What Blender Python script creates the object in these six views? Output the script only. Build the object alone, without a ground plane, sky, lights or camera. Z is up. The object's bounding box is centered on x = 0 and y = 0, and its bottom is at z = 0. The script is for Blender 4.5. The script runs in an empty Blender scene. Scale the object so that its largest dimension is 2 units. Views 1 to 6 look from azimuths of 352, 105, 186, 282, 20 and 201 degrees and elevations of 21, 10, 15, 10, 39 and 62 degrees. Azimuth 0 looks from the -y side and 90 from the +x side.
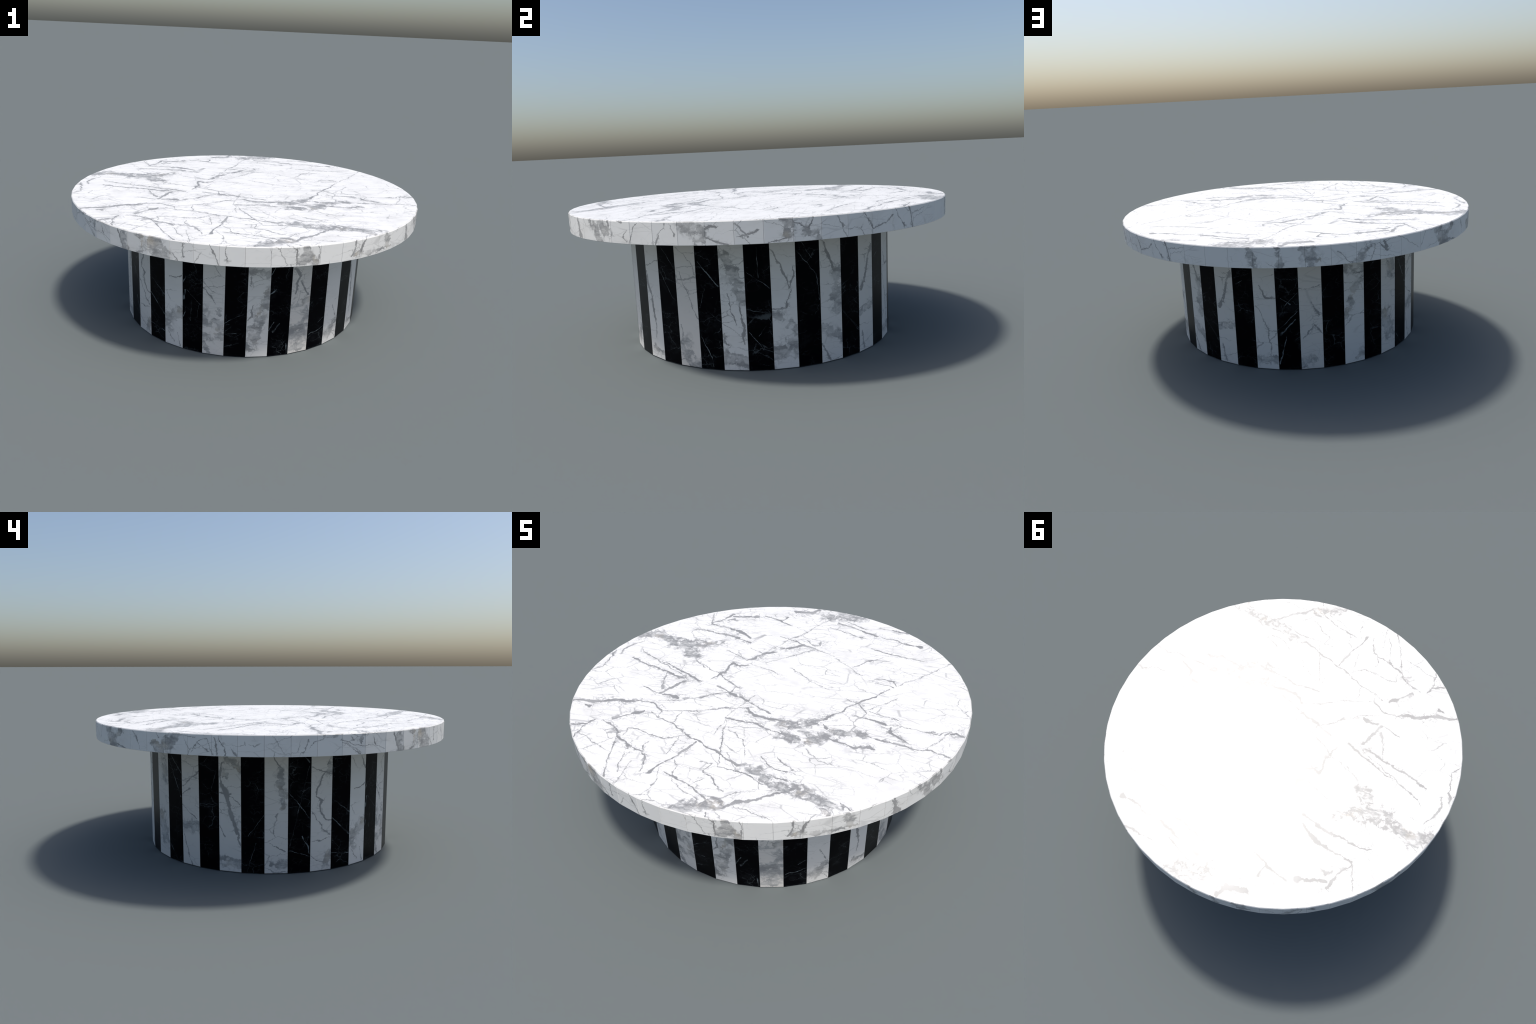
"""Round coffee table: a thick white marble top whose edge is faced with marble tiles,
on a drum of alternating white and black marble staves."""
import bpy, bmesh, math
from mathutils import Vector

# ------------------------------------------------------------------ sizes (metres)
TOP_RADIUS = 1.000       # to the corners of the edge tiles
TOP_Z = 0.7320
TOP_UNDERSIDE = 0.6352
EDGE_TILES = 54
EDGE_START = -math.pi / 2        # one tile seam lies exactly on the -y axis
EDGE_CHAMFER = 0.0035
TILE_DEPTH = 0.022

DRUM_RADIUS = 0.7053     # to the corners between staves
STAVES = 38              # even ones white, odd ones black
STAVE_START = 0.0        # one stave seam lies on the +x axis
STAVE_DEPTH = 0.030


# ------------------------------------------------------------------ vein layout
# A vein is a spine of a few points with a half width in millimetres; a patch is
# the same for a broad brecciated cloud. The shader roughens both with noise.
def vein(half_mm, *points):
    return ("vein", half_mm / 1000.0, points)


def patch(half_mm, *points):
    return ("patch", half_mm / 1000.0, points)


# on the top: x, y.  On the edge: metres along the rim from the -y axis, height.
# On a stave: metres across from its middle, height.
TOP_VEINS = [
    vein(5.9, (-.844, .074), (-.692, .017), (-.580, -.011), (-.496, -.051), (-.463, -.048)),
    vein(6.7, (-.658, .084), (-.377, -.047)),
    vein(2.2, (-.837, .184), (-.812, .154), (-.755, .119), (-.522, .001), (-.437, -.059)),
    vein(4.8, (-.580, -.011), (-.520, -.182)),
    vein(8.0, (-.517, -.221), (-.456, -.090), (-.437, -.072)),
    vein(4.9, (-.622, -.186), (-.514, -.226)),
    vein(9.6, (-.494, -.232), (-.406, -.234)),
    vein(10.3, (-.902, -.415), (-.843, -.394), (-.796, -.397), (-.702, -.353), (-.647, -.348), (-.578, -.314)),
    vein(6.6, (-.826, -.429), (-.791, -.436)),
    vein(3.9, (-.580, -.312), (-.517, -.316), (-.430, -.368), (-.417, -.423)),
    vein(9.6, (-.625, -.497), (-.552, -.425), (-.509, -.398)),
    vein(3.2, (-.430, -.368), (-.260, -.322)),
    vein(2.7, (-.270, -.325), (-.127, -.247), (-.004, -.211)),
    patch(28.7, (-.916, .343), (-.848, .389), (-.729, .342), (-.648, .335), (-.538, .345)),
    patch(29.3, (-.688, .299), (-.595, .288), (-.526, .196)),
    patch(31.5, (-.574, .327), (-.518, .329), (-.448, .366)),
    vein(2.9, (-.519, .191), (-.408, .090)),
    vein(2.9, (-.430, .119), (-.136, -.059)),
    vein(4.4, (-.934, .098), (-.936, .147), (-.916, .215), (-.878, .282)),
    vein(6.6, (-.975, .127), (-.975, .082), (-.963, .056)),
    vein(3.1, (-.963, .056), (-.949, -.062), (-.987, -.115)),
    vein(2.5, (-.491, -.296), (-.370, -.241), (-.284, -.185)),
    vein(8.2, (-.583, .607), (-.505, .766)),
    vein(3.4, (-.625, .740), (-.583, .607)),
    vein(17.2, (-.511, .682), (-.476, .693)),
    vein(12.2, (-.485, .735), (-.357, .778)),
    vein(9.1, (-.580, .599), (-.382, .556), (-.323, .523), (-.286, .485)),
    vein(10.8, (-.490, .481), (-.431, .487), (-.271, .435)),
    vein(4.9, (-.658, .507), (-.540, .508), (-.490, .481)),
    vein(3.7, (-.363, .307), (-.213, .235)),
    vein(7.3, (-.298, .051), (-.275, .078), (-.279, .145), (-.267, .176), (-.218, .150)),
    vein(6.1, (-.330, -.018), (-.295, .042)),
    vein(6.6, (-.248, .147), (-.186, .184)),
    vein(9.6, (-.213, .235), (-.182, .266), (-.151, .326), (-.113, .368), (-.089, .371)),
    vein(2.9, (-.241, .374), (-.149, .320)),
    vein(9.0, (-.066, .419), (-.026, .428), (.036, .492), (.105, .471)),
    vein(4.6, (-.132, .564), (-.009, .521), (.035, .496)),
    vein(5.1, (.038, .544), (.092, .505), (.121, .514), (.119, .560)),
    vein(2.9, (-.101, .234), (.112, .458), (.237, .415)),
    vein(2.4, (-.165, .193), (-.042, .163), (-.005, .134)),
    vein(2.5, (-.121, .403), (-.063, .545), (-.026, .588), (.096, .880)),
    vein(7.4, (-.301, .799), (-.186, .761), (-.103, .715)),
    vein(5.3, (-.186, .761), (-.167, .820)),
    vein(18.6, (-.147, .919), (-.108, .930), (-.046, .920), (-.012, .978)),
    vein(1.9, (.042, .216), (.105, .175), (.172, .111), (.301, .058)),
    vein(8.5, (-.264, -.078), (-.067, -.160)),
    vein(4.4, (-.067, -.160), (.084, -.236)),
    patch(35.5, (.092, .906), (.148, .941), (.258, .919)),
    vein(8.1, (.164, .830), (.416, .717)),
    vein(6.0, (.416, .717), (.544, .696), (.571, .677), (.654, .660)),
    vein(4.3, (.196, .865), (.329, .793)),
    vein(5.0, (.416, .828), (.588, .805)),
    vein(3.3, (.120, .756), (.347, .676)),
    vein(12.3, (.654, .656), (.679, .649)),
    vein(4.9, (.409, .563), (.514, .521), (.719, .495)),
    vein(3.6, (.353, .318), (.436, .416), (.498, .470)),
    vein(2.2, (.250, .390), (.393, .270), (.434, .260)),
    vein(4.0, (.502, .232), (.555, .249), (.587, .240), (.612, .204)),
    vein(3.5, (.519, .194), (.601, .182)),
    vein(2.2, (.621, .206), (.714, .310), (.850, .504)),
    vein(5.9, (-.791, -.599), (-.724, -.580), (-.702, -.534)),
    vein(3.4, (-.723, -.583), (-.725, -.682)),
    vein(4.4, (-.659, -.523), (-.570, -.563), (-.536, -.588), (-.526, -.619)),
    vein(11.0, (-.526, -.619), (-.441, -.670)),
    vein(3.2, (-.441, -.670), (-.355, -.698), (-.313, -.739), (-.299, -.816)),
    vein(3.3, (-.527, -.629), (-.435, -.894)),
    vein(1.6, (-.723, -.652), (-.667, -.664), (-.488, -.745)),
    vein(2.3, (-.507, -.599), (-.505, -.548), (-.468, -.541), (-.313, -.581), (-.227, -.517)),
    vein(6.5, (-.157, -.541), (.079, -.653), (.115, -.641)),
    vein(6.3, (-.213, -.515), (-.163, -.538)),
    vein(7.3, (-.158, -.556), (-.195, -.661)),
    vein(3.9, (-.195, -.661), (-.236, -.740)),
    vein(7.6, (-.239, -.746), (-.256, -.815)),
    vein(2.0, (-.256, -.539), (-.243, -.607), (-.255, -.675)),
    vein(2.6, (-.358, -.694), (-.367, -.660), (-.364, -.612)),
    vein(2.0, (-.436, -.719), (-.387, -.849)),
    vein(1.5, (-.366, -.764), (-.362, -.927)),
    vein(3.7, (-.466, -.398), (-.409, -.434), (-.318, -.445), (-.283, -.483), (-.213, -.515)),
    vein(2.2, (-.327, -.343), (-.329, -.403), (-.318, -.445)),
    vein(4.5, (-.194, -.788), (-.048, -.839), (.022, -.874)),
    vein(3.2, (-.047, -.818), (-.030, -.785)),
    vein(1.2, (-.200, -.698), (-.165, -.739), (-.139, -.835), (-.070, -.865)),
    vein(1.3, (-.222, -.945), (-.206, -.873), (-.226, -.776)),
    vein(4.2, (-.303, -.205), (-.179, -.106), (-.164, -.047)),
    vein(9.1, (-.039, -.225), (.022, -.266), (.075, -.276), (.163, -.275)),
    vein(6.6, (-.110, -.334), (.045, -.343), (.189, -.378)),
    patch(24.1, (.176, -.296), (.247, -.290), (.292, -.245)),
    patch(22.6, (.200, -.385), (.268, -.402), (.334, -.390), (.376, -.343)),
    patch(13.4, (.273, -.327), (.324, -.355)),
    vein(9.1, (.292, -.245), (.350, -.195), (.379, -.149)),
    vein(4.1, (.382, -.148), (.416, -.110), (.421, -.070), (.532, .061), (.549, .108), (.591, .160)),
    vein(4.9, (.347, -.237), (.377, -.274)),
    patch(18.4, (.416, -.281), (.474, -.288), (.506, -.273), (.545, -.275)),
    vein(9.9, (.376, -.343), (.432, -.354)),
    vein(6.2, (.435, -.353), (.519, -.378), (.587, -.357), (.611, -.372)),
    vein(1.9, (-.108, -.339), (-.056, -.456), (-.047, -.525), (-.001, -.674)),
    vein(1.8, (-.112, -.330), (-.045, -.101)),
    vein(1.3, (-.107, -.333), (-.101, -.475)),
    vein(1.8, (-.065, -.398), (-.010, -.431), (.011, -.469), (.045, -.482), (.100, -.593)),
    vein(2.7, (.162, -.560), (.199, -.610), (.250, -.640), (.294, -.639)),
    vein(3.8, (.220, -.546), (.313, -.616)),
    vein(1.4, (.328, -.453), (.404, -.523), (.477, -.529)),
    vein(3.9, (.407, .005), (.460, -.019), (.523, -.093)),
    vein(2.0, (.519, -.061), (.639, .072)),
    vein(2.2, (.525, -.065), (.682, -.116)),
    vein(7.6, (.476, -.129), (.630, -.164)),
    vein(2.6, (.630, -.164), (.870, -.167), (.901, -.138)),
    vein(8.6, (.656, -.186), (.667, -.217), (.743, -.270)),
    vein(6.7, (.923, -.146), (.954, -.145), (.982, -.161)),
    vein(3.1, (.545, -.275), (.625, -.293), (.798, -.312), (.838, -.304), (.905, -.310), (.941, -.320)),
    vein(1.3, (.838, -.300), (.919, -.132)),
    vein(7.4, (.112, -.927), (.187, -.862), (.240, -.834), (.357, -.732)),
    patch(22.9, (-.054, -.985), (.017, -.943), (.099, -.920)),
    patch(9.7, (.022, -.886), (.053, -.921)),
    vein(1.7, (.022, -.874), (.088, -.883), (.142, -.824), (.208, -.783)),
    patch(24.1, (.308, -.739), (.342, -.725), (.389, -.729)),
    vein(2.1, (.075, -.964), (.090, -.991)),
    vein(2.3, (.165, -.902), (.308, -.920), (.338, -.935)),
    vein(2.0, (-.074, -.863), (.011, -.908)),
    patch(19.4, (.125, -.647), (.193, -.672), (.259, -.724)),
    vein(2.5, (.003, -.691), (.143, -.700), (.232, -.741)),
    vein(1.8, (-.082, -.670), (-.028, -.677), (-.041, -.735), (.004, -.762), (.030, -.798), (.085, -.827)),
    vein(2.8, (.218, -.672), (.316, -.685)),
    patch(18.6, (.363, -.726), (.417, -.735), (.474, -.766), (.564, -.784)),
    patch(7.1, (.499, -.812), (.534, -.836)),
    vein(3.0, (.562, -.748), (.617, -.781)),
]

EDGE_VEINS = [
    vein(2.8, (.094, .728), (.120, .715)),
    vein(3.9, (.120, .719), (.121, .646)),
    patch(18.6, (.142, .657), (.166, .673)),
    patch(14.3, (.158, .725), (.204, .639)),
    vein(2.6, (.231, .728), (.233, .681), (.221, .642)),
    patch(8.3, (.427, .659), (.626, .648)),
    vein(5.1, (.429, .726), (.424, .686), (.402, .650)),
    vein(9.4, (.485, .728), (.458, .672)),
    patch(17.7, (.640, .723), (.661, .663)),
    vein(7.3, (.855, .717), (.891, .643)),
    vein(7.3, (.865, .726), (.873, .639)),
    patch(23.0, (1.012, .727), (1.049, .700), (1.065, .647)),
    patch(20.6, (1.086, .721), (1.122, .685)),
    vein(10.4, (1.145, .729), (1.150, .705)),
    vein(3.5, (1.207, .729), (1.240, .727)),
    vein(2.5, (1.259, .691), (1.231, .659), (1.253, .642)),
    vein(2.4, (1.330, .727), (1.288, .690), (1.266, .638)),
    vein(3.3, (1.435, .681), (1.405, .640)),
    vein(2.0, (1.465, .730), (1.460, .704), (1.435, .681)),
    vein(1.7, (1.490, .730), (1.503, .675)),
    patch(22.3, (1.536, .723), (1.593, .687), (1.606, .651)),
    vein(4.3, (1.630, .672), (1.714, .642)),
    vein(4.9, (1.632, .700), (1.668, .713)),
    vein(3.5, (1.754, .718), (1.800, .674)),
    vein(3.1, (1.758, .669), (1.850, .700)),
    vein(4.3, (1.889, .634), (1.968, .665)),
    patch(17.6, (1.956, .722), (1.954, .673)),
    vein(4.2, (1.984, .720), (2.033, .681), (2.057, .722)),
    patch(17.6, (2.033, .674), (2.069, .650)),
    vein(2.2, (2.163, .721), (2.193, .675)),
    vein(2.8, (2.287, .728), (2.330, .654), (2.441, .702)),
    vein(2.5, (2.464, .723), (2.511, .649)),
    vein(5.7, (2.554, .729), (2.567, .638)),
    patch(14.5, (3.006, .727), (3.031, .642)),
    patch(10.6, (3.131, .726), (3.146, .641)),
    patch(29.7, (3.261, .713), (3.292, .649)),
    vein(1.9, (3.396, .695), (3.465, .641)),
    patch(15.4, (3.556, .716), (3.497, .653)),
    vein(3.5, (3.598, .711), (3.652, .671)),
    vein(7.0, (3.634, .721), (3.643, .688)),
    patch(31.6, (3.975, .722), (4.019, .643)),
    vein(3.5, (4.046, .652), (4.169, .637)),
    patch(14.4, (4.107, .722), (4.048, .674)),
    vein(2.4, (4.202, .729), (4.228, .697), (4.249, .638)),
    patch(18.7, (4.350, .677), (4.379, .651)),
    vein(2.1, (4.365, .729), (4.381, .705)),
    patch(31.7, (4.454, .724), (4.429, .682)),
    vein(1.6, (4.518, .720), (4.573, .712)),
    vein(1.4, (4.552, .645), (4.585, .690), (4.623, .719)),
    vein(1.6, (4.585, .690), (4.641, .656)),
    vein(1.3, (4.626, .719), (4.658, .640)),
    vein(3.5, (4.666, .727), (4.677, .686), (4.679, .638)),
    vein(2.3, (4.687, .725), (4.719, .636)),
    vein(1.0, (4.712, .678), (4.793, .681)),
    vein(1.5, (4.734, .671), (4.754, .638)),
    vein(2.2, (4.798, .699), (4.803, .682)),
    vein(1.0, (4.817, .691), (4.846, .687), (4.875, .701)),
    vein(0.8, (4.920, .730), (4.949, .700), (4.970, .642)),
    vein(1.3, (5.072, .674), (5.101, .705), (5.182, .714)),
    vein(1.6, (5.079, .717), (5.057, .681), (5.055, .660), (5.040, .648)),
    patch(4.8, (5.156, .725), (5.200, .721)),
    patch(4.9, (5.174, .727), (5.231, .727)),
    vein(1.8, (5.218, .706), (5.282, .686), (5.463, .659)),
    vein(1.6, (5.226, .696), (5.319, .642)),
    vein(3.5, (5.272, .721), (5.289, .705)),
    patch(10.0, (5.336, .725), (5.326, .696)),
    vein(1.9, (5.360, .714), (5.375, .728)),
    vein(4.4, (5.395, .705), (5.408, .677)),
    vein(4.9, (5.517, .728), (5.551, .646)),
    patch(16.2, (5.546, .718), (5.567, .652)),
    patch(13.8, (5.654, .726), (5.688, .698), (5.687, .660), (5.651, .645)),
    patch(12.9, (5.661, .721), (5.692, .705), (5.659, .650)),
    patch(33.8, (5.729, .715), (5.752, .660)),
    patch(29.2, (5.735, .726), (5.743, .685), (5.780, .648)),
    vein(2.3, (5.826, .674), (5.856, .639)),
    vein(2.4, (5.882, .728), (5.887, .665)),
    vein(3.8, (6.002, .726), (6.027, .690), (6.038, .644)),
    vein(3.2, (6.076, .728), (6.080, .656)),
]

WHITE_STAVE_VEINS = {
    0: [
        patch(27.5, (-.037, .546), (.046, .349)),
        vein(2.9, (-.027, .366), (-.022, .316), (.006, .215)),
        vein(4.6, (.020, .316), (.039, .215), (.042, .130)),
        patch(24.0, (-.054, .060), (.055, .045)),
        patch(8.6, (-.051, .172), (-.035, .095)),
    ],
    2: [
        vein(3.6, (-.047, .571), (-.011, .487), (.025, .378)),
        vein(3.3, (.046, .475), (.026, .386)),
        vein(3.4, (-.056, .285), (.014, .295), (.034, .377)),
        patch(18.3, (-.037, .258), (.059, .173)),
        patch(39.0, (-.054, .073), (.056, .088)),
    ],
    4: [
        vein(7.0, (-.034, .573), (-.007, .496), (.030, .415)),
        patch(22.9, (.030, .424), (.035, .252)),
        patch(19.2, (-.048, .172), (.061, .107)),
        vein(5.5, (-.051, .094), (-.014, .007)),
    ],
    6: [
        vein(6.2, (.043, .524), (-.041, .318)),
        patch(10.7, (.050, .226), (-.045, .194)),
        vein(4.7, (.043, .513), (-.018, .347)),
        patch(12.9, (-.044, .199), (.062, .228)),
        vein(3.2, (-.042, .102), (-.015, .008)),
    ],
    8: [
        vein(5.6, (-.029, .454), (.003, .401), (.056, .394)),
        vein(2.4, (-.054, .344), (.012, .236), (.020, .067)),
        patch(16.3, (-.054, .052), (.056, .060)),
    ],
    10: [
        vein(2.2, (-.055, .436), (.048, .446)),
        vein(4.3, (.002, .369), (.043, .293)),
        vein(4.6, (-.049, .171), (.015, .240), (.057, .191)),
        patch(18.0, (-.046, .029), (.009, .063)),
    ],
    12: [
        patch(24.2, (-.039, .517), (.049, .503)),
        patch(14.5, (.048, .449), (-.013, .387), (-.045, .264)),
        patch(16.6, (.021, .032), (.052, .054)),
    ],
    14: [
        patch(26.3, (.011, .543), (.024, .428)),
        patch(33.2, (-.041, .224), (.014, .090)),
        vein(7.4, (-.004, .511), (.039, .417)),
        patch(30.0, (-.019, .222), (.024, .081)),
    ],
    16: [
        vein(3.0, (-.052, .422), (.057, .501)),
        vein(3.6, (-.053, .379), (.002, .411)),
        vein(2.0, (-.061, .321), (.039, .253)),
        patch(21.6, (-.058, .206), (.056, .224)),
        vein(2.9, (-.048, .156), (.003, .011)),
    ],
    18: [
        vein(8.3, (-.050, .558), (-.047, .451), (-.016, .391), (.001, .318), (.032, .237), (.054, .141)),
        patch(13.8, (-.037, .520), (-.024, .491)),
        patch(15.6, (-.010, .577), (.057, .529)),
        vein(4.8, (-.055, .398), (-.003, .399)),
        vein(2.1, (-.003, .388), (.056, .353)),
        vein(3.1, (-.055, .239), (-.028, .183)),
        patch(21.8, (-.057, .058), (.054, .051)),
    ],
    20: [
        patch(14.7, (.023, .527), (.011, .472), (.032, .412), (.041, .342)),
        vein(4.2, (-.007, .587), (.006, .553), (.031, .527)),
        vein(3.9, (.003, .312), (-.005, .295), (-.016, .212)),
        vein(2.4, (-.031, .163), (.051, .109)),
        patch(15.8, (-.022, .043), (.056, .059)),
    ],
    22: [
        vein(4.7, (-.059, .544), (.056, .498)),
        patch(12.0, (.045, .564), (.041, .499)),
        vein(3.7, (.012, .509), (-.024, .430), (-.023, .390), (.001, .362), (-.008, .314), (.022, .272), (.056, .260)),
        vein(2.9, (-.055, .310), (.004, .224), (.048, .179)),
        vein(2.0, (-.053, .159), (-.009, .154), (.054, .165)),
        patch(19.1, (.050, .093), (.027, .013)),
        vein(2.6, (-.052, .082), (.007, .039)),
    ],
    24: [
        vein(4.1, (.027, .571), (.050, .506)),
        vein(2.9, (-.026, .402), (.054, .428)),
        patch(27.6, (.050, .211), (-.037, .162)),
        patch(14.6, (-.036, .143), (-.027, .090)),
        vein(2.3, (-.047, .080), (-.004, .029)),
        vein(2.9, (.028, .084), (.045, .013)),
    ],
    26: [
        vein(3.1, (-.058, .391), (-.005, .333), (.012, .300)),
        vein(1.5, (-.053, .387), (.059, .409)),
        patch(28.6, (-.056, .244), (-.026, .196), (.027, .183)),
        patch(12.3, (.030, .266), (.035, .247)),
        patch(19.7, (-.049, .103), (.057, .119)),
        patch(10.6, (-.054, .076), (-.019, .011)),
    ],
    28: [
        patch(16.7, (-.048, .501), (.048, .471)),
        vein(3.2, (-.043, .472), (-.050, .423)),
        patch(27.9, (.054, .371), (.038, .306), (.001, .204), (-.040, .062)),
        vein(3.8, (-.026, .302), (-.033, .246), (-.056, .226)),
    ],
    30: [
        vein(9.3, (-.046, .499), (-.015, .445), (-.035, .352)),
        vein(5.4, (-.003, .423), (.042, .339)),
        patch(16.7, (-.041, .296), (.056, .311)),
        patch(17.3, (.041, .261), (.036, .188), (-.008, .159)),
        patch(41.0, (-.050, .124), (.051, .115)),
        patch(23.9, (-.043, .030), (.018, .039)),
    ],
    32: [
        vein(2.6, (.005, .219), (.040, .153)),
        patch(22.4, (-.036, .055), (.039, .103)),
    ],
    34: [
        vein(8.9, (-.062, .428), (-.014, .290)),
        vein(2.2, (-.049, .466), (.055, .504)),
        vein(7.0, (-.047, .431), (-.002, .239), (-.004, .110)),
        patch(12.1, (-.029, .058), (.049, .030)),
    ],
    36: [
        vein(2.1, (-.038, .456), (.055, .233)),
        vein(3.3, (-.051, .205), (-.033, .110)),
        patch(27.5, (-.028, .111), (-.003, .034), (.048, .023)),
    ],
}

BLACK_STAVE_VEINS = {
    1: [
        vein(1.4, (-.048, .463), (.052, .385)),
        vein(1.7, (-.050, .181), (.015, .102), (.055, .087)),
        vein(1.2, (-.002, .574), (.003, .436)),
        vein(1.3, (-.057, .290), (.055, .269)),
        vein(1.2, (.028, .211), (-.007, .162)),
    ],
    3: [
        vein(1.6, (-.051, .546), (.040, .430), (.054, .311)),
        vein(1.7, (-.024, .584), (.017, .507)),
    ],
    5: [
        vein(1.8, (-.051, .229), (.055, .126)),
        vein(2.3, (-.054, .239), (.052, .117)),
    ],
    7: [
        vein(2.6, (-.013, .501), (-.044, .489)),
        vein(3.0, (-.006, .474), (-.037, .453)),
    ],
    9: [
        vein(2.2, (-.052, .220), (.048, .320)),
        vein(5.3, (.037, .274), (-.044, .192)),
        vein(3.1, (-.010, .182), (-.053, .031)),
        vein(1.7, (.052, .419), (-.019, .348)),
        vein(2.3, (-.034, .393), (.015, .356)),
    ],
    15: [
        vein(2.0, (-.032, .570), (.054, .484)),
        vein(1.9, (-.051, .554), (.049, .356)),
        vein(2.0, (-.053, .088), (.013, .007)),
    ],
    17: [
        vein(1.2, (.046, .514), (.015, .424)),
    ],
    19: [
        vein(1.1, (.055, .300), (-.023, .191)),
        vein(1.1, (.016, .157), (-.028, .007)),
    ],
    21: [
        vein(3.6, (.026, .586), (.053, .561)),
        vein(1.7, (-.054, .411), (-.001, .352), (.052, .280)),
        vein(1.3, (.049, .544), (-.048, .139)),
        vein(2.8, (.014, .189), (.046, .133), (.055, .097)),
        vein(1.3, (-.052, .117), (.055, .083)),
    ],
    23: [
        vein(1.5, (-.044, .357), (.055, .289)),
        vein(2.8, (-.054, .270), (.053, .172)),
        vein(1.8, (-.052, .365), (.055, .292)),
        vein(2.0, (-.044, .262), (.056, .177)),
        vein(1.6, (-.053, .087), (.056, .071)),
        vein(0.9, (-.052, .155), (.017, .080)),
    ],
    25: [
        vein(8.5, (-.043, .350), (-.054, .302)),
        vein(2.1, (-.038, .432), (-.054, .394)),
        vein(1.4, (-.033, .352), (.045, .282)),
        vein(1.5, (.039, .281), (.025, .205)),
        vein(2.0, (-.038, .249), (-.051, .193)),
        vein(1.0, (-.007, .297), (-.012, .176)),
    ],
    27: [
        vein(1.7, (-.056, .198), (.044, .256)),
        vein(1.8, (-.053, .058), (.017, .082)),
        vein(1.3, (-.055, .133), (.006, .139)),
    ],
    29: [
        vein(2.6, (-.037, .508), (-.059, .471)),
        vein(4.3, (-.058, .366), (-.025, .388)),
        vein(5.5, (.001, .191), (-.031, .147)),
        vein(2.4, (-.029, .205), (-.056, .155)),
        vein(4.0, (.044, .068), (.053, .012)),
    ],
    31: [
        vein(1.9, (-.051, .095), (.025, .106), (.056, .120)),
        vein(1.4, (.050, .176), (.013, .153)),
    ],
    35: [
        vein(1.8, (-.028, .567), (.053, .471)),
        vein(1.9, (-.053, .462), (.031, .323)),
    ],
    37: [
        vein(2.7, (-.049, .512), (.049, .399)),
        vein(1.3, (-.018, .388), (-.048, .294)),
        vein(2.4, (-.049, .157), (-.001, .056), (.005, .012)),
    ],
}


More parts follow.
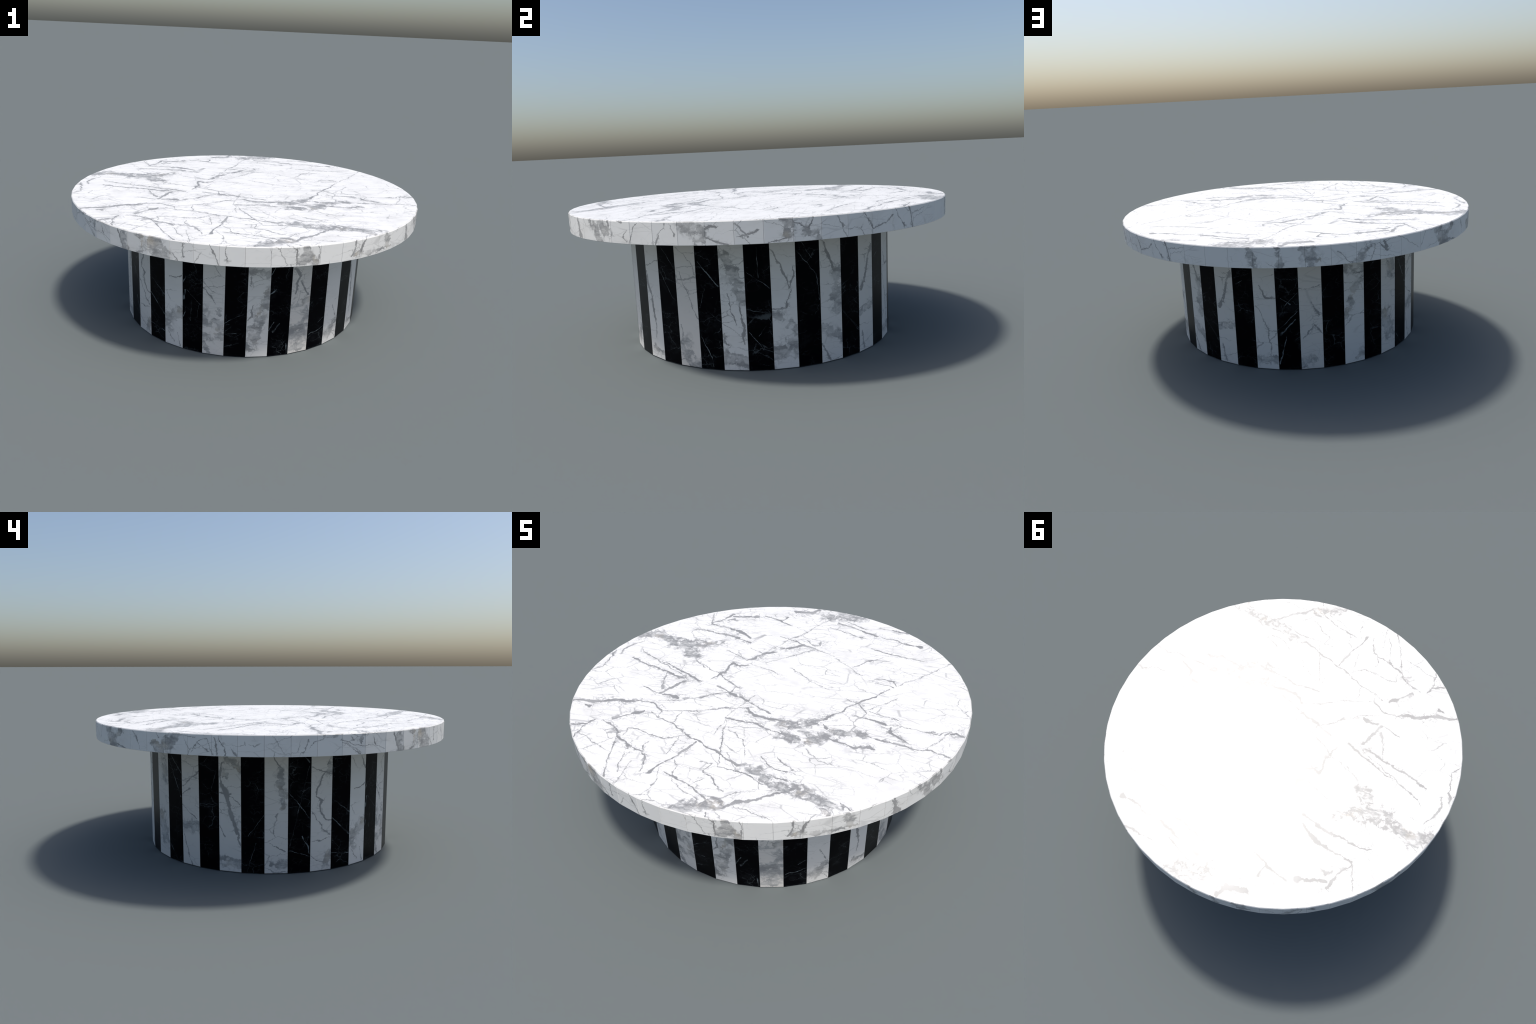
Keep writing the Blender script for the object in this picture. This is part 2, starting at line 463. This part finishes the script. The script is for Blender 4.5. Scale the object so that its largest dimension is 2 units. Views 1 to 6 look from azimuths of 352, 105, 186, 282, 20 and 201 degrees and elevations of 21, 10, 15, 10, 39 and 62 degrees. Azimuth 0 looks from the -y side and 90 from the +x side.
# ------------------------------------------------------------------ node helper
class Tree:
    def __init__(self, name, group=None):
        if group is None:
            self.mat = bpy.data.materials.new(name)
            self.mat.use_nodes = True
            group = self.mat.node_tree
            self.bsdf = group.nodes["Principled BSDF"]
        self.nodes, self.links = group.nodes, group.links

    def put(self, node, socket, value):
        if value is None:
            return
        s = node.inputs[socket]
        if isinstance(value, bpy.types.NodeSocket):
            self.links.new(value, s)
        else:
            s.default_value = value

    def math(self, op, a, b=None, c=None, clamp=False):
        n = self.nodes.new("ShaderNodeMath")
        n.operation, n.use_clamp = op, clamp
        for i, v in enumerate((a, b, c)):
            self.put(n, i, v)
        return n.outputs[0]

    def vec(self, op, a, b=None, scale=None):
        n = self.nodes.new("ShaderNodeVectorMath")
        n.operation = op
        self.put(n, 0, a)
        self.put(n, 1, b)
        self.put(n, "Scale", scale)
        return n.outputs["Value" if op in ("DOT_PRODUCT", "DISTANCE", "LENGTH") else "Vector"]

    def step(self, x, lo, hi, a=0.0, b=1.0, smooth=True):
        n = self.nodes.new("ShaderNodeMapRange")
        n.interpolation_type = "SMOOTHSTEP" if smooth else "LINEAR"
        for i, v in enumerate((x, lo, hi, a, b)):
            self.put(n, i, v)
        return n.outputs[0]

    def noise(self, p, scale, detail=2.0, rough=0.5, colour=False):
        n = self.nodes.new("ShaderNodeTexNoise")
        self.put(n, "Vector", p)
        self.put(n, "Scale", scale)
        self.put(n, "Detail", detail)
        self.put(n, "Roughness", rough)
        return n.outputs["Color" if colour else "Fac"]

    def cells(self, p, scale, feature, rand=1.0):
        n = self.nodes.new("ShaderNodeTexVoronoi")
        n.feature = feature
        self.put(n, "Vector", p)
        self.put(n, "Scale", scale)
        self.put(n, "Randomness", rand)
        return n.outputs["Distance"]

    def mix(self, f, a, b):
        n = self.nodes.new("ShaderNodeMix")
        n.data_type = "RGBA"
        self.put(n, 0, f)
        self.put(n, 6, a)
        self.put(n, 7, b)
        return n.outputs[2]

    def combine(self, x, y, z):
        n = self.nodes.new("ShaderNodeCombineXYZ")
        for i, v in enumerate((x, y, z)):
            self.put(n, i, v)
        return n.outputs[0]

    def grouped_distance(self, p, lines, shift, taper, size=10):
        """The same field for many spines, in node groups of a few spines each."""
        best = None
        for start in range(0, len(lines), size):
            g = bpy.data.node_groups.new("vein_bundle", "ShaderNodeTree")
            g.interface.new_socket("Position", in_out="INPUT", socket_type="NodeSocketVector")
            g.interface.new_socket("Distance", in_out="OUTPUT", socket_type="NodeSocketFloat")
            inside = Tree("", g)
            entry, leave = g.nodes.new("NodeGroupInput"), g.nodes.new("NodeGroupOutput")
            d = inside.spine_distance(entry.outputs[0], lines[start:start + size], shift, taper)
            g.links.new(d, leave.inputs[0])
            n = self.nodes.new("ShaderNodeGroup")
            n.node_tree = g
            self.links.new(p, n.inputs[0])
            best = n.outputs[0] if best is None else self.math("MINIMUM", best, n.outputs[0])
        return best

    def spine_distance(self, p, lines, shift=0.0, taper=True):
        """Smallest (distance to spine / half width) over a set of spines."""
        if len(lines) > 12:
            return self.grouped_distance(p, lines, shift, taper)
        best = None
        for _, half, pts in lines:
            for i, (a, b) in enumerate(zip(pts, pts[1:])):
                ax, ay, bx, by = a[0] - shift, a[1], b[0] - a[0], b[1] - a[1]
                l2 = max(bx * bx + by * by, 1e-9)
                pa = self.vec("SUBTRACT", p, (ax, ay, 0))
                h = self.math("MINIMUM", self.math("MAXIMUM", self.vec("DOT_PRODUCT", pa, (bx / l2, by / l2, 0)), 0.0), 1.0)
                d = self.vec("DISTANCE", pa, self.vec("SCALE", (bx, by, 0), scale=h))
                if taper and i == 0:                      # narrow towards the free ends
                    w = self.math("MULTIPLY_ADD", h, -0.8 / half, 1.7 / half)
                elif taper and i == len(pts) - 2:
                    w = self.math("MULTIPLY_ADD", h, 0.8 / half, 0.9 / half)
                else:
                    w = 0.9 / half
                d = self.math("MULTIPLY", d, w)
                best = d if best is None else self.math("MINIMUM", best, d)
        return best


def plane_coordinates(t, on_top, shift=0.0):
    """Flat 2D coordinates of the stone face, from Object coordinates."""
    tc = t.nodes.new("ShaderNodeTexCoord")
    s = t.nodes.new("ShaderNodeSeparateXYZ")
    t.links.new(tc.outputs["Object"], s.inputs[0])
    if on_top:
        return t.combine(s.outputs[0], s.outputs[1], 0.0)
    return t.combine(s.outputs[1], s.outputs[2], 0.0)


WHITE = (0.69, 0.685, 0.665, 1)
STAVE_WHITE = (0.65, 0.642, 0.622, 1)
TOP_WHITE = (0.835, 0.822, 0.798, 1)
CLOUD = (0.61, 0.598, 0.570, 1)
GREY = (0.270, 0.268, 0.264, 1)
PATCH_DARK = (0.25, 0.255, 0.255, 1)
PATCH_LIGHT = (0.48, 0.475, 0.46, 1)
OCHRE = (0.50, 0.43, 0.33, 1)
ROUGHNESS = 0.42


def white_marble(name, lines, seed, on_top=False, shift=0.0, gloss=0.15, white=None):
    t = Tree(name)
    p = plane_coordinates(t, on_top)
    q = t.vec("ADD", p, (seed[0] + shift, seed[1], seed[2]))      # noise space
    warp = t.vec("SUBTRACT", t.noise(q, 24, 5, 0.68, colour=True), (0.5, 0.5, 0.5))
    warp = t.vec("MULTIPLY", warp, (1, 1, 0))
    drift = t.vec("SUBTRACT", t.noise(t.vec("ADD", q, (5.2, 1.3, 0.4)), 11, 1, 0.5, colour=True), (0.5, 0.5, 0.5))
    drift = t.vec("SCALE", t.vec("MULTIPLY", drift, (1, 1, 0)), scale=0.035)
    pv = t.vec("ADD", t.vec("ADD", p, drift), t.vec("SCALE", warp, scale=0.034))
    pp = t.vec("ADD", p, t.vec("SCALE", warp, scale=0.085))

    # clouded white ground
    cloud = t.step(t.noise(t.vec("MULTIPLY", q, (1.0, 1.5, 1.0)), 5.5, 6, 0.62), 0.48, 0.72, 0.0, 0.5 if on_top else 0.62)
    ground = t.mix(cloud, white or WHITE, CLOUD)

    # fine natural crackle, gathered where a slow noise is high
    skew = t.nodes.new("ShaderNodeMapping")
    t.links.new(t.vec("ADD", q, t.vec("SCALE", warp, scale=0.045)), skew.inputs[0])
    skew.inputs["Rotation"].default_value = (0, 0, 0.5)
    skew.inputs["Scale"].default_value = (1.0, 2.1, 1.0)
    sk = skew.outputs[0]
    gate = t.noise(q, 4.2, 2)
    crack = t.step(t.cells(sk, 5.5, "DISTANCE_TO_EDGE"), 0.004, 0.017, 1.0, 0.0)
    crack = t.math("MULTIPLY", crack, t.step(gate, 0.40 if on_top else 0.50, 0.58, 0.0, 0.75))
    hair = t.step(t.cells(t.vec("ADD", sk, (3.1, 1.7, 0)), 15, "DISTANCE_TO_EDGE"), 0.004, 0.03, 1.0, 0.0)
    hair = t.math("MULTIPLY", hair, t.step(t.noise(q, 7.0, 2), 0.49, 0.64, 0.0, 0.46 if on_top else 0.22))
    total = t.math("MAXIMUM", crack, hair)
    # two crossing families of long, nearly straight hairline cracks
    for turn, seed_x, limit in ((0.42, 2.7, 0.46), (-0.75, 8.9, 0.50)):
        lay = t.nodes.new("ShaderNodeMapping")
        t.links.new(t.vec("ADD", q, t.vec("SCALE", warp, scale=0.018)), lay.inputs[0])
        lay.inputs["Location"].default_value = (seed_x, 0.6, 0)
        lay.inputs["Rotation"].default_value = (0, 0, turn)
        lay.inputs["Scale"].default_value = (0.55, 2.4, 1.0)
        line = t.step(t.cells(lay.outputs[0], 6.5, "DISTANCE_TO_EDGE"), 0.004, 0.024, 1.0, 0.0)
        line = t.math("MULTIPLY", line, t.step(t.noise(t.vec("ADD", q, (seed_x, 0, 0)), 5.0, 3), limit, limit + 0.13, 0.0, 0.48 if on_top else 0.26))
        total = t.math("MAXIMUM", total, line)

    # placed veins
    veins = [l for l in lines if l[0] == "vein"]
    if veins:
        f = t.spine_distance(pv, veins, shift)
        thick = t.step(t.noise(q, 21, 3, 0.65), 0.34, 0.68, 0.35, 1.7, smooth=False)
        f = t.math("DIVIDE", f, thick)
        m = t.step(f, 0.72, 1.35, 1.0, 0.0)
        # a web of side strands that clings to the veins
        web = t.cells(t.vec("ADD", sk, t.vec("SCALE", warp, scale=0.05)), 21, "DISTANCE_TO_EDGE")
        web = t.math("MULTIPLY", t.step(web, 0.01, 0.075, 1.0, 0.0), t.step(f, 1.2, 8.0 if on_top else 5.5, 0.95, 0.0))
        web = t.math("MULTIPLY", web, t.step(t.noise(q, 9, 2), 0.36 if on_top else 0.42, 0.56))
        m = t.math("MAXIMUM", m, web)
        m = t.math("MULTIPLY", m, t.step(t.noise(q, 6, 3), 0.32, 0.55, 0.82, 1.0))
        total = t.math("MAXIMUM", total, m)
    col = t.mix(total, ground, GREY)

    # placed brecciated patches: grey matrix, streaks, white islands
    patches = [l for l in lines if l[0] == "patch"]
    if patches:
        f = t.spine_distance(pp, patches, shift, taper=False)
        ragged = t.noise(q, 30 if on_top else 17, 4, 0.6)
        f = t.math("MULTIPLY", f, 0.82 if on_top else 0.92)
        f = t.math("ADD", f, t.math("MULTIPLY", t.math("SUBTRACT", ragged, 0.5), 2.0))
        # soft grey haze, streaked along the bedding of the stone
        lay = t.nodes.new("ShaderNodeMapping")
        t.links.new(t.vec("ADD", q, t.vec("SCALE", warp, scale=0.05)), lay.inputs[0])
        lay.inputs["Rotation"].default_value = (0, 0, 0.5 if on_top else -1.05)
        lay.inputs["Scale"].default_value = (0.45, 1.6, 1.0)
        streak = t.noise(lay.outputs[0], 30 if on_top else 22, 5, 0.66)
        haze = t.step(f, 0.60, 1.10, 1.0, 0.0) if on_top else t.step(f, 0.78, 1.0, 1.0, 0.0)
        haze = t.math("MULTIPLY", haze, t.step(streak, 0.36, 0.56, 0.5 if on_top else 0.78, 1.0))
        stone = t.mix(t.step(streak, 0.42, 0.66), PATCH_LIGHT, PATCH_DARK)
        stone = t.mix(t.step(t.noise(q, 8, 2), 0.54, 0.72, 0.0, 0.5), stone, OCHRE)
        # white clasts left inside it
        cell = t.vec("ADD", q, t.vec("SCALE", warp, scale=0.075))
        isle = t.step(t.cells(cell, 25, "F1"), 0.40, 0.50, 1.0, 0.0)
        isle = t.math("MULTIPLY", isle, t.step(t.noise(q, 14, 2), 0.48, 0.53, 0.0, 0.9))
        haze = t.math("MULTIPLY", haze, t.math("SUBTRACT", 1.0, isle))
        col = t.mix(haze, col, stone)
        # branching knots of cracks
        for size, near, strength in ((24, 2.0, 0.95), (46, 1.3, 0.6)):
            net = t.cells(t.vec("ADD", cell, (0.37 * size, 0, 0)), size, "DISTANCE_TO_EDGE")
            net = t.step(net, 0.015, t.step(t.noise(q, 26, 2), 0.38, 0.64, 0.05, 0.24, smooth=False), 1.0, 0.0)
            net = t.math("MULTIPLY", net, t.step(f, 0.7, near, strength if on_top else 0.5 * strength, 0.0))
            net = t.math("MULTIPLY", net, t.step(t.noise(q, 11, 2), 0.38, 0.52))
            col = t.mix(net, col, GREY)

    t.put(t.bsdf, "Base Color", col)
    t.put(t.bsdf, "Roughness", ROUGHNESS)
    t.put(t.bsdf, "Specular IOR Level", gloss)
    return t.mat


BLACK = (0.0006, 0.0006, 0.0016, 1)
BLACK_VEIN = (0.30, 0.35, 0.37, 1)


def black_marble(name, lines, seed):
    t = Tree(name)
    p = plane_coordinates(t, False)
    q = t.vec("ADD", p, seed)
    warp = t.vec("SUBTRACT", t.noise(q, 26, 4, 0.65, colour=True), (0.5, 0.5, 0.5))
    warp = t.vec("MULTIPLY", warp, (1, 1, 0))
    skew = t.nodes.new("ShaderNodeMapping")
    t.links.new(t.vec("ADD", q, t.vec("SCALE", warp, scale=0.05)), skew.inputs[0])
    skew.inputs["Rotation"].default_value = (0, 0, 0.9)
    skew.inputs["Scale"].default_value = (1.0, 1.9, 1.0)
    sk = skew.outputs[0]
    total = t.step(t.cells(sk, 9, "DISTANCE_TO_EDGE"), 0.002, 0.017, 1.0, 0.0)
    total = t.math("MULTIPLY", total, t.step(t.noise(q, 9, 3), 0.46, 0.68, 0.0, 0.16))
    fine = t.step(t.cells(t.vec("ADD", sk, (4.4, 2.2, 0)), 24, "DISTANCE_TO_EDGE"), 0.004, 0.04, 1.0, 0.0)
    total = t.math("MAXIMUM", total, t.math("MULTIPLY", fine, t.step(t.noise(q, 13, 3), 0.46, 0.66, 0.0, 0.05)))
    fleck = t.step(t.cells(q, 42, "F1"), 0.05, 0.11, 1.0, 0.0)
    total = t.math("MAXIMUM", total, t.math("MULTIPLY", fleck, t.step(t.noise(q, 21, 2), 0.60, 0.70, 0.0, 0.10)))
    smoke = t.step(t.noise(q, 9, 6, 0.7), 0.50, 0.80, 0.0, 0.03)
    total = t.math("ADD", total, smoke)
    if lines:
        f = t.spine_distance(t.vec("ADD", p, t.vec("SCALE", warp, scale=0.018)), lines)
        f = t.math("DIVIDE", f, t.step(t.noise(q, 30, 2), 0.36, 0.64, 0.55, 1.3, smooth=False))
        m = t.step(f, 0.4, 1.3, 1.0, 0.0)
        m = t.math("MULTIPLY", m, t.step(t.noise(q, 19, 3), 0.40, 0.66, 0.05, 0.50))
        total = t.math("MAXIMUM", total, m)
    t.put(t.bsdf, "Base Color", t.mix(total, BLACK, BLACK_VEIN))
    t.put(t.bsdf, "Roughness", ROUGHNESS)
    rim = t.nodes.new("ShaderNodeLayerWeight")             # polish shows only at grazing angles
    rim.inputs["Blend"].default_value = 0.5
    t.put(t.bsdf, "Specular IOR Level", t.math("MULTIPLY_ADD", t.math("POWER", rim.outputs["Facing"], 4.0), 0.9, 0.03))
    return t.mat


def plain_stone(name, colour):
    t = Tree(name)
    tc = t.nodes.new("ShaderNodeTexCoord")
    n = t.noise(tc.outputs["Object"], 9, 4)
    t.put(t.bsdf, "Base Color", t.mix(t.step(n, 0.4, 0.7, 0.0, 0.4), colour, tuple(0.7 * c for c in colour[:3]) + (1,)))
    t.put(t.bsdf, "Roughness", 0.6)
    return t.mat


# ------------------------------------------------------------------ geometry
def new_object(name, bm, parent, materials=()):
    me = bpy.data.meshes.new(name)
    bmesh.ops.recalc_face_normals(bm, faces=bm.faces)
    bm.to_mesh(me)
    bm.free()
    for m in materials:
        me.materials.append(m)
    ob = bpy.data.objects.new(name, me)
    bpy.context.scene.collection.objects.link(ob)
    ob.parent = parent
    return ob


def ring(count, radius, start):
    return [(radius * math.cos(start + 2 * math.pi * i / count), radius * math.sin(start + 2 * math.pi * i / count)) for i in range(count)]


def prism(bm, outline, z0, z1):
    lo = [bm.verts.new((x, y, z0)) for x, y in outline]
    hi = [bm.verts.new((x, y, z1)) for x, y in outline]
    bm.faces.new(hi)
    bm.faces.new(lo[::-1])
    n = len(outline)
    for i in range(n):
        bm.faces.new((lo[i], lo[(i + 1) % n], hi[(i + 1) % n], hi[i]))
    return lo, hi


def wedge(count, radius, depth, z0, z1, chamfer_top, chamfer_side, chamfer_bottom, gap, rebate=0.0):
    """One facing piece of a polygonal ring, centred on the local +x axis: flat outer
    face, mitred sides, chamfered outer edges, and a step at the top back that the
    slab rests in."""
    half = math.pi / count
    apothem = radius * math.cos(half)
    tan = math.tan(half)
    bm = bmesh.new()

    def width(x, inset=0.0):
        return x * tan - gap / 2 - inset

    # profile from the bottom back edge round the outside to the top back edge: (x, z, side inset)
    rows = [(apothem - depth, z0, 0.0), (apothem - chamfer_bottom, z0, 0.0), (apothem, z0 + chamfer_bottom, chamfer_side),
            (apothem, z1 - chamfer_top, chamfer_side), (apothem - chamfer_top, z1, 0.0)]
    if rebate:
        x = apothem - chamfer_top - 0.0006
        rows += [(x, z1, 0.0), (x, z1 - rebate, 0.0)]
    rows.append((apothem - depth, z1 - rebate, 0.0))
    left = [bm.verts.new((x, -width(x, i), z)) for x, z, i in rows]
    right = [bm.verts.new((x, width(x, i), z)) for x, z, i in rows]
    # mitre line a little behind the face so that the side edges are chamfered too
    xs = apothem - chamfer_side
    heights = (z0 + chamfer_bottom, z1 - chamfer_top)
    sl = [bm.verts.new((xs, -width(xs), z)) for z in heights]
    sr = [bm.verts.new((xs, width(xs), z)) for z in heights]
    n = len(rows)
    for i in range(n):
        j = (i + 1) % n
        bm.faces.new((left[i], right[i], right[j], left[j]))
    for o, s in ((left, sl), (right, sr)):
        bm.faces.new((o[2], o[3], s[1], s[0]))
        bm.faces.new([o[0], o[1], s[0], s[1]] + o[4:])
        bm.faces.new((o[1], o[2], s[0]))
        bm.faces.new((o[3], o[4], s[1]))
    return bm


def build():
    table = bpy.data.objects.new("coffee_table", None)
    bpy.context.scene.collection.objects.link(table)
    table["label"] = "round white marble coffee table on black and white striped drum"
    table["category"] = "coffee table"

    # --- top slab: a disc inside the ring of edge tiles
    top_mat = white_marble("veined_white_marble_top", TOP_VEINS, (0.3, 0.1, 0.0), on_top=True, gloss=1.0, white=TOP_WHITE)
    under_mat = plain_stone("honed_stone_underside", (0.62, 0.62, 0.62, 1))
    half = math.pi / EDGE_TILES
    shrink = (TOP_RADIUS * math.cos(half) - EDGE_CHAMFER - 0.0008) / math.cos(half)
    bm = bmesh.new()
    # upper layer reaches out to the tiles' chamfer, lower layer stops behind the tiles
    inner = (TOP_RADIUS * math.cos(half) - TILE_DEPTH - 0.0004) / math.cos(half)
    a = [bm.verts.new((x, y, TOP_Z)) for x, y in ring(EDGE_TILES, shrink, EDGE_START)]
    b = [bm.verts.new((x, y, TOP_Z - 0.0035)) for x, y in ring(EDGE_TILES, shrink, EDGE_START)]
    c = [bm.verts.new((x, y, TOP_Z - 0.0035)) for x, y in ring(EDGE_TILES, inner, EDGE_START)]
    d = [bm.verts.new((x, y, TOP_UNDERSIDE + 0.001)) for x, y in ring(EDGE_TILES, inner, EDGE_START)]
    bm.faces.new(a)
    for lo, hi in ((b, a), (c, b), (d, c)):
        for i in range(EDGE_TILES):
            j = (i + 1) % EDGE_TILES
            bm.faces.new((lo[i], lo[j], hi[j], hi[i]))
    bottom = bm.faces.new(d[::-1])
    bottom.material_index = 1
    top = new_object("tabletop", bm, table, (top_mat, under_mat))

    # --- edge tiles: one mesh, one marble cut per tile taken from the unrolled rim
    bm = wedge(EDGE_TILES, TOP_RADIUS, TILE_DEPTH, TOP_UNDERSIDE, TOP_Z - 0.0002, EDGE_CHAMFER, 0.0010, 0.0012, 0.0006, rebate=0.0040)
    first = None
    pitch = 2 * TOP_RADIUS * math.sin(half)
    for k in range(EDGE_TILES):
        if first is None:
            tile = first = new_object("edge_tile", bm, top, (None,))
        else:
            tile = first.copy()
            bpy.context.scene.collection.objects.link(tile)
        mid = (k + 0.5) * pitch
        near = [l for l in EDGE_VEINS if min(x for x, _ in l[2]) - 2.5 * l[1] - 0.02 < mid + pitch / 2 and max(x for x, _ in l[2]) + 2.5 * l[1] + 0.02 > mid - pitch / 2]
        tile.rotation_euler[2] = EDGE_START + (k + 0.5) * 2 * math.pi / EDGE_TILES
        tile.material_slots[0].link = "OBJECT"
        tile.material_slots[0].material = white_marble("veined_white_marble_edge", near, (7.0, 3.0, 1.0), shift=mid)

    # --- drum: plain core behind a ring of staves
    core_mat = plain_stone("dark_core_stone", (0.05, 0.05, 0.05, 1))
    bm = bmesh.new()
    core_r = (DRUM_RADIUS * math.cos(math.pi / STAVES) - STAVE_DEPTH) / math.cos(math.pi / STAVES) - 0.0005
    prism(bm, ring(STAVES, core_r, STAVE_START), 0.001, TOP_UNDERSIDE - 0.0005)
    drum = new_object("drum_base", bm, table, (core_mat,))
    bm = wedge(STAVES, DRUM_RADIUS, STAVE_DEPTH, 0.0, TOP_UNDERSIDE - 0.0002, 0.0005, 0.0008, 0.0030, 0.0004)
    first = None
    for k in range(STAVES):
        name = "black_stave" if k % 2 else "white_stave"
        if first is None:
            stave = first = new_object(name, bm, drum, (None,))
        else:
            stave = first.copy()
            stave.name = name
            bpy.context.scene.collection.objects.link(stave)
        stave.rotation_euler[2] = STAVE_START + (k + 0.5) * 2 * math.pi / STAVES
        stave.material_slots[0].link = "OBJECT"
        seed = (1.37 * k, 0.61 * k, 2.3)
        if k % 2:
            m = black_marble("black_marble", BLACK_STAVE_VEINS.get(k, []), seed)
        else:
            tint = math.sin(12.9898 * k) * 43758.5453 % 1.0          # each slab is a little warmer or darker
            white = tuple(c * (1.03 - 0.08 * tint * (1 + 0.35 * i)) for i, c in enumerate(STAVE_WHITE[:3])) + (1,)
            m = white_marble("veined_white_marble_stave", WHITE_STAVE_VEINS.get(k, []), seed, white=white)
        stave.material_slots[0].material = m


build()
